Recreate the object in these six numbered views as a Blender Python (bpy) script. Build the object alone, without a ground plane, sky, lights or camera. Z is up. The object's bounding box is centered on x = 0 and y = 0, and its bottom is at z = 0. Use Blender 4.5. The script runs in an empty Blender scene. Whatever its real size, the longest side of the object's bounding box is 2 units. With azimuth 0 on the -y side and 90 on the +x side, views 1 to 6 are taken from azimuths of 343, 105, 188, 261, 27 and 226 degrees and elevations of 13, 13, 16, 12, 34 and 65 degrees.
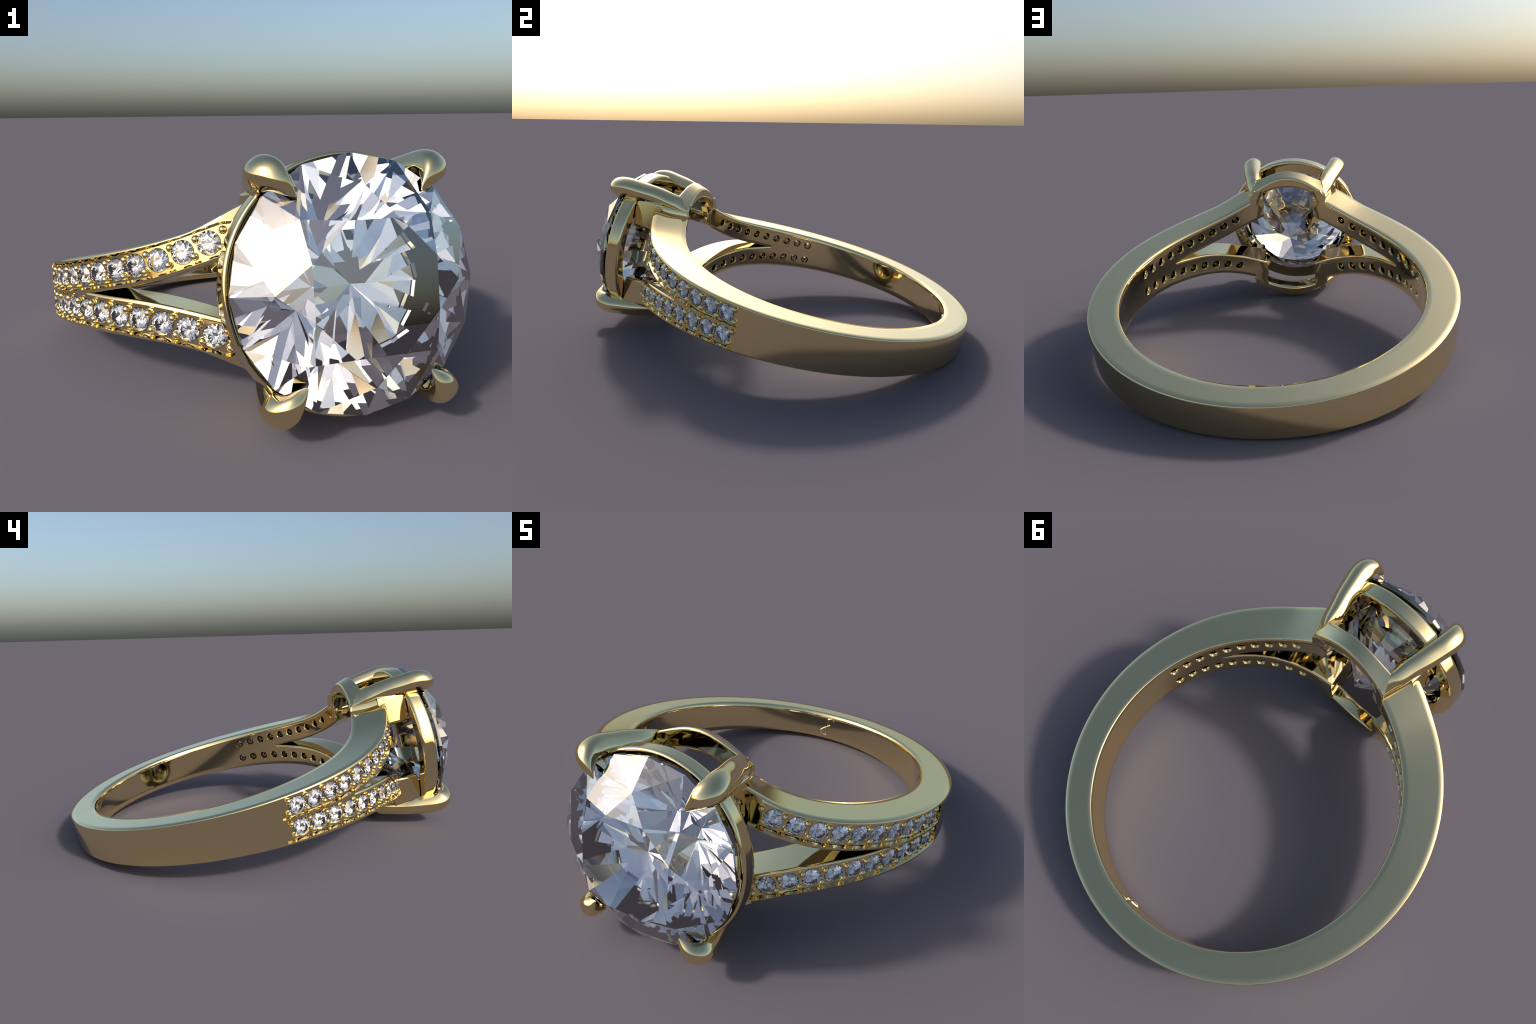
"""Split-shank solitaire ring: gold band with two pave rails, claw setting and a
round brilliant.  Built in ring coordinates (t, y, a): t = sideways, y = away from
the stone, a = along the finger axis; theta = angle round the finger hole,
measured from the back of the band (0 deg) toward the stone (180 deg)."""
import bpy, bmesh, math
import numpy as np
from mathutils import Vector, Matrix

# ------------------------------------------------------------------ pose
TILT = math.radians(-11.245)
POSE = Matrix.Translation((0.0, 0.1830, 0.2348)) @ Matrix.Rotation(TILT, 4, 'X')
POSE_NP = np.array(POSE)

# ------------------------------------------------------------------ sizes
R_IN = 0.6992                                     # finger hole
THETA_PAVE, THETA_SPLIT, THETA_PAVE_END, THETA_END = 98.5, 122.5, 161.3, 168.5
N_PAVE, PAVE_FIRST, PAVE_STEP = 10, 103.75, 5.72
PAVE_R = 0.0388
CHANNEL, FLOOR = 0.0405, 0.0150                         # edge rail width, channel depth
HOLE_R = 0.0162
STONE_R, STONE_CULET, STONE_GIRDLE, STONE_TABLE = 0.3715, -0.7155, -1.040, -1.169


def spline(xs, ys):
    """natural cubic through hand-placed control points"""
    xs, ys = np.array(xs, float), np.array(ys, float)
    n, h = len(xs), np.diff(xs)
    A, b = np.zeros((n, n)), np.zeros(n)
    A[0, 0], A[0, 1], b[0] = 2 * h[0], h[0], 6 * (ys[1] - ys[0]) / h[0]
    A[-1, -1] = 1
    for i in range(1, n - 1):
        A[i, i - 1], A[i, i], A[i, i + 1] = h[i - 1], 2 * (h[i - 1] + h[i]), h[i]
        b[i] = 6 * ((ys[i + 1] - ys[i]) / h[i] - (ys[i] - ys[i - 1]) / h[i - 1])
    M = np.linalg.solve(A, b)

    def f(x):
        x = float(x)
        i = int(np.clip(np.searchsorted(xs, x) - 1, 0, n - 2))
        d, e, H = x - xs[i], xs[i + 1] - x, h[i]
        return M[i] * e**3 / (6 * H) + M[i + 1] * d**3 / (6 * H) + (ys[i] / H - M[i] * H / 6) * e + (ys[i + 1] / H - M[i + 1] * H / 6) * d
    return f


r_out = spline([0, 35, 70, 95, 115, 135, 150, 170], [.8195, .8245, .8380, .8510, .8615, .8705, .8750, .8765])
a_top = spline([0, 35, 70, 95, 115, 135, 150, 168], [.0750, .0808, .0910, .1015, .1160, .1400, .1775, .2650])
_gap = spline([122.5, 130, 138, 150, 160, 168], [.0, .0085, .0212, .0578, .1020, .1440])
row_a = spline([103.75, 109.5, 115.2, 120.9, 126.6, 132.4, 138.1, 143.8, 149.5, 155.2], [.0475, .0495, .0535, .0590, .0660, .0750, .0855, .0995, .1195, .1430])


def a_gap(th):
    return 0.0 if th <= THETA_SPLIT else max(0.0, _gap(th))


# ------------------------------------------------------------------ materials
def gold_material():
    m = bpy.data.materials.new("polished_yellow_gold")
    m.use_nodes = True
    nt = m.node_tree
    b = nt.nodes["Principled BSDF"]
    b.inputs["Metallic"].default_value = 1.0
    b.inputs["Roughness"].default_value = 0.05
    tc = nt.nodes.new("ShaderNodeTexCoord")
    noise = nt.nodes.new("ShaderNodeTexNoise")
    noise.inputs["Scale"].default_value = 3.0
    noise.inputs["Detail"].default_value = 2.0
    ramp = nt.nodes.new("ShaderNodeValToRGB")
    ramp.color_ramp.elements[0].position, ramp.color_ramp.elements[1].position = 0.3, 0.7
    ramp.color_ramp.elements[0].color = (0.905, 0.735, 0.375, 1)
    ramp.color_ramp.elements[1].color = (0.925, 0.755, 0.395, 1)
    nt.links.new(tc.outputs["Object"], noise.inputs["Vector"])
    nt.links.new(noise.outputs["Fac"], ramp.inputs["Fac"])
    nt.links.new(ramp.outputs["Color"], b.inputs["Base Color"])
    return m


def diamond_material(name, tint):
    m = bpy.data.materials.new(name)
    m.use_nodes = True
    b = m.node_tree.nodes["Principled BSDF"]
    b.inputs["Base Color"].default_value = (*tint, 1)
    b.inputs["Roughness"].default_value = 0.0
    b.inputs["IOR"].default_value = 2.42
    b.inputs["Transmission Weight"].default_value = 1.0
    b.inputs["Coat Weight"].default_value = 1.0
    b.inputs["Coat Roughness"].default_value = 0.0
    b.inputs["Coat IOR"].default_value = 1.8
    return m


GOLD = gold_material()
DIAMOND = diamond_material("clear_diamond", (1.0, 1.0, 1.0))
PAVE_DIAMOND = diamond_material("clear_pave_diamond", (1.0, 1.0, 1.0))


# ------------------------------------------------------------------ helpers
def put(name, verts, faces, material, parent, smooth_angle=None, pose=True):
    me = bpy.data.meshes.new(name)
    v = np.asarray(verts, float)
    if pose:
        v = v @ POSE_NP[:3, :3].T + POSE_NP[:3, 3]
    me.from_pydata(v.tolist(), [], faces)
    bm = bmesh.new()
    bm.from_mesh(me)
    bmesh.ops.remove_doubles(bm, verts=bm.verts, dist=1e-6)
    bmesh.ops.recalc_face_normals(bm, faces=bm.faces)
    bm.to_mesh(me)
    bm.free()
    me.materials.append(material)
    o = bpy.data.objects.new(name, me)
    bpy.context.scene.collection.objects.link(o)
    if parent:
        o.parent = parent
    if smooth_angle:
        smooth(me, smooth_angle)
    return o


def smooth(me, angle):
    bm = bmesh.new()
    bm.from_mesh(me)
    lim = math.radians(angle)
    for e in bm.edges:
        e.smooth = len(e.link_faces) == 2 and e.calc_face_angle(0.0) < lim
    for f in bm.faces:
        f.smooth = True
    bm.to_mesh(me)
    bm.free()


def loft(sections, closed_caps=True):
    """sections: list of equally long closed point loops -> verts, faces"""
    n = len(sections[0])
    verts = [p for s in sections for p in s]
    faces = []
    for i in range(len(sections) - 1):
        for j in range(n):
            k = (j + 1) % n
            faces.append((i * n + j, i * n + k, (i + 1) * n + k, (i + 1) * n + j))
    if closed_caps:
        faces.append(tuple(range(n))[::-1])
        faces.append(tuple(range((len(sections) - 1) * n, len(sections) * n)))
    return verts, faces


def fillet(corner, p_from, p_to, r, seg=1):
    """rounded corner between directions corner->p_from and corner->p_to (2D), right angle-ish"""
    c = np.array(corner, float)
    u = np.array(p_from, float) - c
    v = np.array(p_to, float) - c
    u /= np.linalg.norm(u)
    v /= np.linalg.norm(v)
    out = []
    for i in range(seg + 1):
        w = i / seg * math.pi / 2
        out.append(c + u * r * (1 - math.sin(w)) + v * r * (1 - math.cos(w)))
    return out


def rounded_polygon(pts, r, seg=1, support=0.0):
    n = len(pts)
    out = []
    for i in range(n):
        a, b, c = np.array(pts[i - 1], float), np.array(pts[i], float), np.array(pts[(i + 1) % n], float)
        la, lc = np.linalg.norm(a - b), np.linalg.norm(c - b)
        rr = min(r, 0.3 * la, 0.3 * lc)
        if support:
            out.append(b + (a - b) / la * min(support, .45 * la))
        out += fillet(b, a, c, rr, seg)
        if support:
            out.append(b + (c - b) / lc * min(support, .45 * lc))
    return out


# ------------------------------------------------------------------ ring root
ring = bpy.data.objects.new("diamond_ring", None)
bpy.context.scene.collection.objects.link(ring)
ring["label"] = "yellow gold split shank ring with large round diamond and pave rows"
ring["category"] = "ring"

# ------------------------------------------------------------------ band
EDGE, SOFT = 0.0050, 0.027


def half_section(th, channel):
    """half of the band section (upper rail), from the inner gap edge round to the
    outer gap edge, as (radius, a) points; then the gap wall points"""
    ri, ro, at, ag = R_IN, r_out(th), a_top(th), a_gap(th)
    split = min(1.0, max(0.0, (th - THETA_SPLIT) / 6.0))
    e = EDGE
    d = FLOOR * channel
    pts = []
    eg = 0.0035 * split                                       # softened gap edges
    pts.append((ri, ag + eg))
    mid = 0.5 * (ag + at)
    pts.append((ri, ag + eg + 0.014))
    pts.append((ri, mid))
    pts.append((ri, at - SOFT))
    pts += [tuple(p) for p in fillet((ri, at), (ri, ag), (ro, at), e)]
    u = (th - 150.0) / 14.0
    u = min(1.0, max(0.0, u))
    ato = at + 0.022 * u * u * (3 - 2 * u)                    # the outer edge lifts toward the prong
    slope = lambda r: at + (ato - at) * (r - ri) / (ro - ri)
    pts.append((ri + SOFT, slope(ri + SOFT)))
    pts.append((0.5 * (ri + ro), slope(0.5 * (ri + ro))))
    pts.append((ro - SOFT, slope(ro - SOFT)))
    pts += [tuple(p) for p in fillet((ro, ato), (ri, at), (ro, ag), e)]
    # pave channel: narrow edge rail, bright-cut slope, floor
    c = row_a(min(max(th, 103.75), 158))
    lo = max(ag + 0.0045 + 0.0015 * split, c - 0.051)
    hi = min(ato - 0.0075, c + 0.051)
    fl_lo, fl_hi = max(c - CHANNEL - .003, lo + 0.004), min(c + CHANNEL + .003, hi - 0.004)
    pts.append((ro, hi))
    pts.append((ro - 0.25 * d, hi - 0.0015))
    pts.append((ro - d, fl_hi))
    pts.append((ro - d, 0.5 * (fl_lo + fl_hi)))
    pts.append((ro - d, fl_lo))
    pts.append((ro - 0.25 * d, lo + 0.0015))
    pts.append((ro, lo))
    pts.append((ro, ag + eg))
    gap = [(ro - eg, ag), (ro - .012, ag), (0.5 * (ri + ro), ag), (ri + .012, ag), (ri + eg, ag)]
    return pts, gap


def band_mesh():
    thetas = list(np.linspace(0, THETA_PAVE - 0.02, 88))
    chan = [0] * len(thetas)
    sub = list(np.linspace(THETA_PAVE, THETA_SPLIT, 28)) + list(np.linspace(THETA_SPLIT, THETA_PAVE_END, 46))[1:]
    thetas += sub
    chan += [1] * len(sub)
    tail = list(np.linspace(THETA_PAVE_END + 0.02, THETA_END, 9))
    thetas += tail
    chan += [0] * len(tail)
    verts, faces = [], []
    for side in (1, -1):
        for half in (1, -1):
            idx = []
            for th, ch in zip(thetas, chan):
                o, g = half_section(th, ch)
                s, c = math.sin(math.radians(th)), math.cos(math.radians(th))
                base = len(verts)
                for rad, a in o + g:
                    # the tail is cut along the prong, not radially
                    verts.append((side * rad * s, rad * c, half * a))
                idx.append((base, len(o), len(g)))
            for i in range(len(idx) - 1):
                b0, no, ng = idx[i]
                b1 = idx[i + 1][0]
                for j in range(no - 1):
                    faces.append((b0 + j, b0 + j + 1, b1 + j + 1, b1 + j))
                if thetas[i] >= THETA_SPLIT - 1e-6:
                    loop = [no - 1] + list(range(no, no + ng)) + [0]
                    for j, k in zip(loop[:-1], loop[1:]):
                        faces.append((b0 + j, b0 + k, b1 + k, b1 + j))
            b0, no, ng = idx[-1]
            faces.append(tuple(range(b0, b0 + no + ng)))
    bm = bmesh.new()
    vs = [bm.verts.new(v) for v in verts]
    for f in faces:
        try:
            bm.faces.new([vs[i] for i in f])
        except ValueError:
            pass
    bmesh.ops.remove_doubles(bm, verts=bm.verts, dist=2e-6)
    bmesh.ops.dissolve_degenerate(bm, edges=bm.edges, dist=1e-6)
    bmesh.ops.recalc_face_normals(bm, faces=bm.faces)
    bad = sum(not e.is_manifold for e in bm.edges)
    print("band non-manifold edges:", bad)
    me = bpy.data.meshes.new("band")
    bm.to_mesh(me)
    bm.free()
    return me


def pave_frames():
    """(origin on channel floor, outward radial, theta, half, side)"""
    for side in (1, -1):
        for half in (1, -1):
            for i in range(N_PAVE):
                th = PAVE_FIRST + PAVE_STEP * i
                yield th, half, side


def frame(th, half, side, a, rad):
    s, c = math.sin(math.radians(th)), math.cos(math.radians(th))
    out = Vector((side * s, c, 0))
    tan = Vector((side * c, -s, 0))
    up = Vector((0, 0, half))
    o = out * rad + Vector((0, 0, half * a))
    m = Matrix((tan, out.cross(tan), out)).transposed().to_4x4()
    m.translation = o
    return m


def cutters():
    """stone seats and drilled holes, one lathe profile per stone"""
    verts, faces, n = [], [], 24
    for th, half, side in pave_frames():
        floor = r_out(th) - FLOOR
        m = frame(th, half, side, row_a(th), floor)
        depth = floor - R_IN
        prof = [(0, .02), (PAVE_R * 1.01, .02), (PAVE_R * 1.01, -.001), (HOLE_R, -.036),
                (HOLE_R, -depth + .016), (HOLE_R + .0022, -depth + .006), (HOLE_R + .0068, -depth - .0005), (HOLE_R + .0068, -depth - .01), (0, -depth - .01)]
        base = len(verts)
        top = len(verts)
        verts.append(m @ Vector((0, 0, prof[0][1])))
        rings = []
        for r, z in prof[1:-1]:
            b = len(verts)
            for k in range(n):
                w = 2 * math.pi * k / n
                verts.append(m @ Vector((r * math.cos(w), r * math.sin(w), z)))
            rings.append(b)
        bot = len(verts)
        verts.append(m @ Vector((0, 0, prof[-1][1])))
        for k in range(n):
            l = (k + 1) % n
            faces.append((top, rings[0] + k, rings[0] + l))
            faces.append((bot, rings[-1] + l, rings[-1] + k))
            for a, b in zip(rings[:-1], rings[1:]):
                faces.append((a + k, b + k, b + l, a + l))
    me = bpy.data.meshes.new("cutters")
    me.from_pydata([tuple(v) for v in verts], [], faces)
    bm = bmesh.new()
    bm.from_mesh(me)
    bmesh.ops.recalc_face_normals(bm, faces=bm.faces)
    bm.to_mesh(me)
    bm.free()
    o = bpy.data.objects.new("cutters", me)
    bpy.context.scene.collection.objects.link(o)
    return o


band = bpy.data.objects.new("band", band_mesh())
bpy.context.scene.collection.objects.link(band)
cut = cutters()
mod = band.modifiers.new("drill", 'BOOLEAN')
mod.operation, mod.solver, mod.object = 'DIFFERENCE', 'EXACT', cut
bpy.context.view_layer.update()
dg = bpy.context.evaluated_depsgraph_get()
drilled = bpy.data.meshes.new_from_object(band.evaluated_get(dg))
band.modifiers.clear()
old = band.data
band.data = drilled
bpy.data.meshes.remove(old)
bpy.data.objects.remove(cut)
drilled.name = "band"
drilled.transform(POSE)
drilled.materials.clear()
drilled.materials.append(GOLD)
smooth(drilled, 50)
band.parent = ring


# ------------------------------------------------------------------ brilliant cut
def brilliant(R, table_r, star_r, y_table, y_girdle_top, y_girdle_bot, y_culet, lower_r, rot=0.0):
    """round brilliant: axis z, table up. 8 kites, 8 stars, 16 upper halves, 16 girdle
    facets, 16 lower halves, 8 pavilion mains"""
    V, F = [], []

    def add(r, deg, z):
        w = math.radians(deg + rot)
        V.append((r * math.cos(w), r * math.sin(w), z))
        return len(V) - 1
    half = math.cos(math.radians(22.5))
    z_star = y_table + (star_r * half - table_r) / (R - table_r) * (y_girdle_top - y_table)
    z_low = y_culet + (lower_r * half) / R * (y_girdle_bot - y_culet)
    T = [add(table_r, 22.5 + 45 * k, y_table) for k in range(8)]
    U = [add(star_r, 45 * k, z_star) for k in range(8)]
    G = [add(R, 22.5 * k, y_girdle_top) for k in range(16)]
    B = [add(R, 22.5 * k, y_girdle_bot) for k in range(16)]
    L = [add(lower_r, 45 * k, z_low) for k in range(8)]
    C = add(0, 0, y_culet)
    F.append(tuple(T))
    for k in range(8):
        n = (k + 1) % 8
        g0, gm, g1 = 2 * k, 2 * k + 1, (2 * k + 2) % 16
        F.append((T[k - 1], U[k], T[k]))
        F.append((T[k], U[k], G[gm], U[n]))
        F.append((U[k], G[g0], G[gm]))
        F.append((U[n], G[gm], G[g1]))
        F.append((C, L[n], B[gm], L[k]))
        F.append((L[k], B[gm], B[g0]))
        F.append((L[n], B[g1], B[gm]))
    for k in range(16):
        n = (k + 1) % 16
        F.append((G[k], B[k], B[n], G[n]))
    return V, F


V, F = brilliant(STONE_R, 0.196, 0.272, -STONE_TABLE, 1.0475, 1.036, -STONE_CULET, 0.078)
# stone axis z -> ring direction -y ; stone x -> t, stone y -> a
Vr = [(x, -z, y) for x, y, z in V]
centre_stone = put("center_diamond", Vr, F, DIAMOND, ring)

pv, pf = brilliant(1.0, 0.55, 0.74, 0.30, 0.02, -0.02, -0.86, 0.22)
pave_me = bpy.data.meshes.new("pave_diamond")
pave_me.from_pydata([(x * PAVE_R * .985, y * PAVE_R * .985, z * PAVE_R * .985) for x, y, z in pv], [], pf)
_bm = bmesh.new()
_bm.from_mesh(pave_me)
bmesh.ops.recalc_face_normals(_bm, faces=_bm.faces)
_bm.to_mesh(pave_me)
_bm.free()
pave_me.materials.append(PAVE_DIAMOND)
rng = np.random.default_rng(7)
for th, half, side in pave_frames():
    o = bpy.data.objects.new("pave_diamond", pave_me)
    bpy.context.scene.collection.objects.link(o)
    o.parent = band
    m = frame(th, half, side, row_a(th), r_out(th) - FLOOR + 0.0015)
    o.matrix_world = POSE @ m @ Matrix.Rotation(rng.uniform(0, math.pi), 4, 'Z')

# beads between the pave stones
bead_me = bpy.data.meshes.new("bead")
_bm = bmesh.new()
bmesh.ops.create_uvsphere(_bm, u_segments=20, v_segments=12, radius=0.0135)
for f in _bm.faces:
    f.smooth = True
_bm.to_mesh(bead_me)
_bm.free()
bead_me.materials.append(GOLD)
for side in (1, -1):
    for half in (1, -1):
        for i in range(N_PAVE + 1):
            th = PAVE_FIRST + PAVE_STEP * (i - 0.5)
            th = min(max(th, THETA_PAVE + 1.5), THETA_PAVE_END - 1.5)
            ac = row_a(min(max(th, 101), 158))
            for s in (1, -1):
                a = ac + s * 0.0265
                o = bpy.data.objects.new("bead", bead_me)
                bpy.context.scene.collection.objects.link(o)
                o.parent = band
                m = frame(th + (0.25 if s > 0 else -0.25), half, side, a, r_out(th) - FLOOR + 0.0030)
                o.matrix_world = POSE @ m @ Matrix.Diagonal((1, 1, 1.05, 1))


# ------------------------------------------------------------------ setting rim
def lathe_y(profile, n=128):
    """closed profile of (radius, y) turned about the stone axis"""
    verts, faces, m = [], [], len(profile)
    for k in range(n):
        w = 2 * math.pi * k / n
        for r, y in profile:
            verts.append((r * math.cos(w), y, r * math.sin(w)))
    for k in range(n):
        l = (k + 1) % n
        for j in range(m):
            i = (j + 1) % m
            faces.append((k * m + j, k * m + i, l * m + i, l * m + j))
    return verts, faces


rim_profile = rounded_polygon([(0.3835, -0.943), (0.3815, -1.014), (0.3620, -1.010), (0.3130, -0.943)], 0.006, 1, 0.016)
rim = put("setting_rim", *lathe_y([tuple(p) for p in rim_profile]), GOLD, ring, 52)

# ------------------------------------------------------------------ claw prongs
# control stations along a prong: y, centre (t, a), tilt of the section, half width, dome height, depth below
PRONG = (
    (-.655, .177, .293, 53.0, .0385, .0040, .044),
    (-.720, .194, .301, 52.0, .0390, .0120, .044),
    (-.756, .205, .306, 50.0, .0400, .0200, .044),
    (-.820, .214, .315, 46.0, .0440, .0310, .045),
    (-.880, .226, .320, 42.5, .0475, .0400, .046),
    (-.960, .243, .326, 39.5, .0495, .0435, .046),
    (-1.020, .253, .3290, 38.0, .0500, .0445, .045),
    (-1.056, .2490, .3210, 37.5, .0480, .0430, .041),
    (-1.079, .2355, .3075, 37.3, .0395, .0340, .031),
    (-1.093, .2150, .2835, 37.0, .0230, .0190, .017),
    (-1.1000, .1886, .2548, 36.5, .0025, .0025, .0025))
_k = np.array(PRONG)
s_key = np.concatenate([[0], np.cumsum(np.linalg.norm(np.diff(_k[:, :3], axis=0), axis=1))])
prong_f = [spline(s_key, _k[:, i]) for i in range(7)]
# mitre between prong and arch: upright plane through the outer and inner corner
MITRE_P, MITRE_N = np.array([.2105, -.6735, 0]), np.array([.0725, -.0265, 0])


def prong_mesh():
    secs = []
    bend = s_key[6]
    for s in np.concatenate([np.linspace(0, bend, 30), np.linspace(bend, s_key[-1], 24)[1:]]):
        y, t, a, phi, w, hu, hl = (f(s) for f in prong_f)
        w, hu, hl = max(w, .0015), max(hu, .0015), max(hl, .0015)
        e = 2e-3
        T = np.array([prong_f[j](s + e) - prong_f[j](s - e) for j in (1, 0, 2)])
        T /= np.linalg.norm(T)
        phi = math.radians(phi)
        up = np.array([math.sin(phi), 0, math.cos(phi)])
        up -= T * (up @ T) * min(1.0, s / .1)
        up /= np.linalg.norm(up)
        side = np.array([math.cos(phi), 0, -math.sin(phi)])
        c = np.array([t, y, a])
        loop = []
        for k in range(44):
            q = 2 * math.pi * k / 44
            cx = math.copysign(abs(math.cos(q)) ** (.9 if math.sin(q) > 0 else .5), math.cos(q))
            sy = math.sin(q)
            h = hu * abs(sy) ** .9 if sy > 0 else -hl * abs(sy) ** .5
            loop.append(tuple(c + side * w * cx + up * h))
        secs.append(loop)
    return loft(secs)


def clipped(verts, faces, cuts):
    """cut a closed mesh by planes (point, normal); the side the normal points to is kept"""
    bm = bmesh.new()
    vs = [bm.verts.new(v) for v in verts]
    for f in faces:
        bm.faces.new([vs[i] for i in f])
    for p, n in cuts:
        g = bmesh.ops.bisect_plane(bm, geom=bm.verts[:] + bm.edges[:] + bm.faces[:], plane_co=p, plane_no=n, clear_inner=True)
        edges = [x for x in g["geom_cut"] if isinstance(x, bmesh.types.BMEdge)]
        bmesh.ops.holes_fill(bm, edges=[x for x in bm.edges if x.is_boundary], sides=0)
    bm.verts.index_update()
    v = [tuple(x.co) for x in bm.verts]
    f = [tuple(x.index for x in q.verts) for q in bm.faces]
    bm.free()
    return v, f


def mirrored(verts, st, sa):
    return [(st * t, y, sa * a) for t, y, a in verts]


PV, PF = clipped(*prong_mesh(), [(MITRE_P, MITRE_N)])
for st in (1, -1):
    for sa in (1, -1):
        put("prong", mirrored(PV, st, sa), PF, GOLD, rim, 50)


# ------------------------------------------------------------------ arches under the stone
def arch_mesh(sa):
    secs = []
    for t in np.linspace(-.225, .225, 61):
        q = t * t
        bt = (-.689 + .398 * q, .370 - 2.50 * q + 8.1 * q * q)
        ft = (-.7540 + .07 * q, .392 - 2.19 * q + 17.6 * q * q)
        ub = (-.689 + .398 * q, .317 - 1.75 * q)
        uf = (-.760 + .07 * q, .304 - 1.75 * q)
        loop = rounded_polygon([bt, ft, uf, ub], 0.010, 3, 0.016)
        secs.append([(t, p[0], sa * p[1]) for p in loop])
    return loft(secs)


for sa in (1, -1):
    mirror_x = np.array([-1, 1, 1])
    v, f = clipped(*arch_mesh(sa), [(MITRE_P, -MITRE_N), (MITRE_P * mirror_x, -MITRE_N * mirror_x)])
    put("gallery_arch", v, f, GOLD, rim, 52)


# ------------------------------------------------------------------ posts and gallery blocks
def post_mesh(st, sa):
    """foot that carries the prong on the rail end, cut to the finger hole"""
    secs = []
    for a, t0 in ((.140, .158), (.16, .154), (.195, .137), (.212, .136), (.226, .150), (.245, .156), (.270, .142), (.300, .134)):
        t1 = .209 if a < .262 else .209 - .7 * (a - .262)
        loop = []
        for i, t in enumerate((t0, t0 + .006, .5 * (t0 + t1), t1)):
            k = min(1, max(0, (a - .235) / .035))
            y = (1 - k) * -math.sqrt(R_IN**2 - t * t) + k * (-.689 + .398 * t * t) + (.0015 if i else -.005)
            loop.append((st * t, y, sa * a))
        for t, y in ((t1 + .044, -.822), (t0 + .03, -.822)):
            loop.append((st * t, y, sa * a))
        secs.append(loop)
    return loft(secs)


def block_mesh(st, sa):
    """web of the lower gallery between rim and rail, under each prong"""
    secs = []
    for y, k in ((-.800, 1), (-.930, 1), (-.938, .9), (-.9382, .6), (-.952, .6)):
        c = (.235, .225)
        loop = rounded_polygon([(.190, .148), (.271, .141), (.257, .290), (.190, .290)], 0.007, 1, 0.016)
        secs.append([(st * (c[0] + k * (t - c[0])), y, sa * (c[1] + k * (a - c[1]))) for t, a in loop])
    return loft(secs)


for st in (1, -1):
    for sa in (1, -1):
        put("post", *post_mesh(st, sa), GOLD, rim, 52)
        put("gallery_block", *block_mesh(st, sa), GOLD, rim, 52)


# ------------------------------------------------------------------ hallmark inside the band
def tube_on_hole(points, radius, n=8):
    """thin raised stroke on the finger hole, points = (theta deg, a)"""
    xs = np.arange(len(points))
    ft, fa = spline(xs, [p[0] for p in points]), spline(xs, [p[1] for p in points])
    secs = []
    P = []
    for u in np.linspace(0, len(points) - 1, 10 * len(points)):
        th = math.radians(ft(u))
        P.append(np.array([R_IN * math.sin(th), R_IN * math.cos(th), fa(u)]))
    for i, p in enumerate(P):
        d = P[min(i + 1, len(P) - 1)] - P[max(i - 1, 0)]
        d /= np.linalg.norm(d)
        out = np.array([-p[0], -p[1], 0]) / np.hypot(p[0], p[1])
        sidev = np.cross(d, out)
        secs.append([tuple(p + radius * (math.cos(w) * sidev + math.sin(w) * out)) for w in np.linspace(0, 2 * math.pi, n, endpoint=False)])
    return loft(secs)


hv, hf = [], []
for stroke in ([(0.0, .046), (-.1, .01), (.0, -.02), (.2, -.053)],
               [(0.2, .044), (1.4, .050), (2.7, .047), (3.1, .034)],
               [(1.5, .011), (0, .0), (-2.3, -.020), (-3.1, -.034), (-2.2, -.048), (.4, -.054)]):
    v, f = tube_on_hole(stroke, 0.0045)
    b = len(hv)
    hv += v
    hf += [tuple(i + b for i in q) for q in f]
put("hallmark", hv, hf, GOLD, band, 60)

bpy.context.view_layer.update()
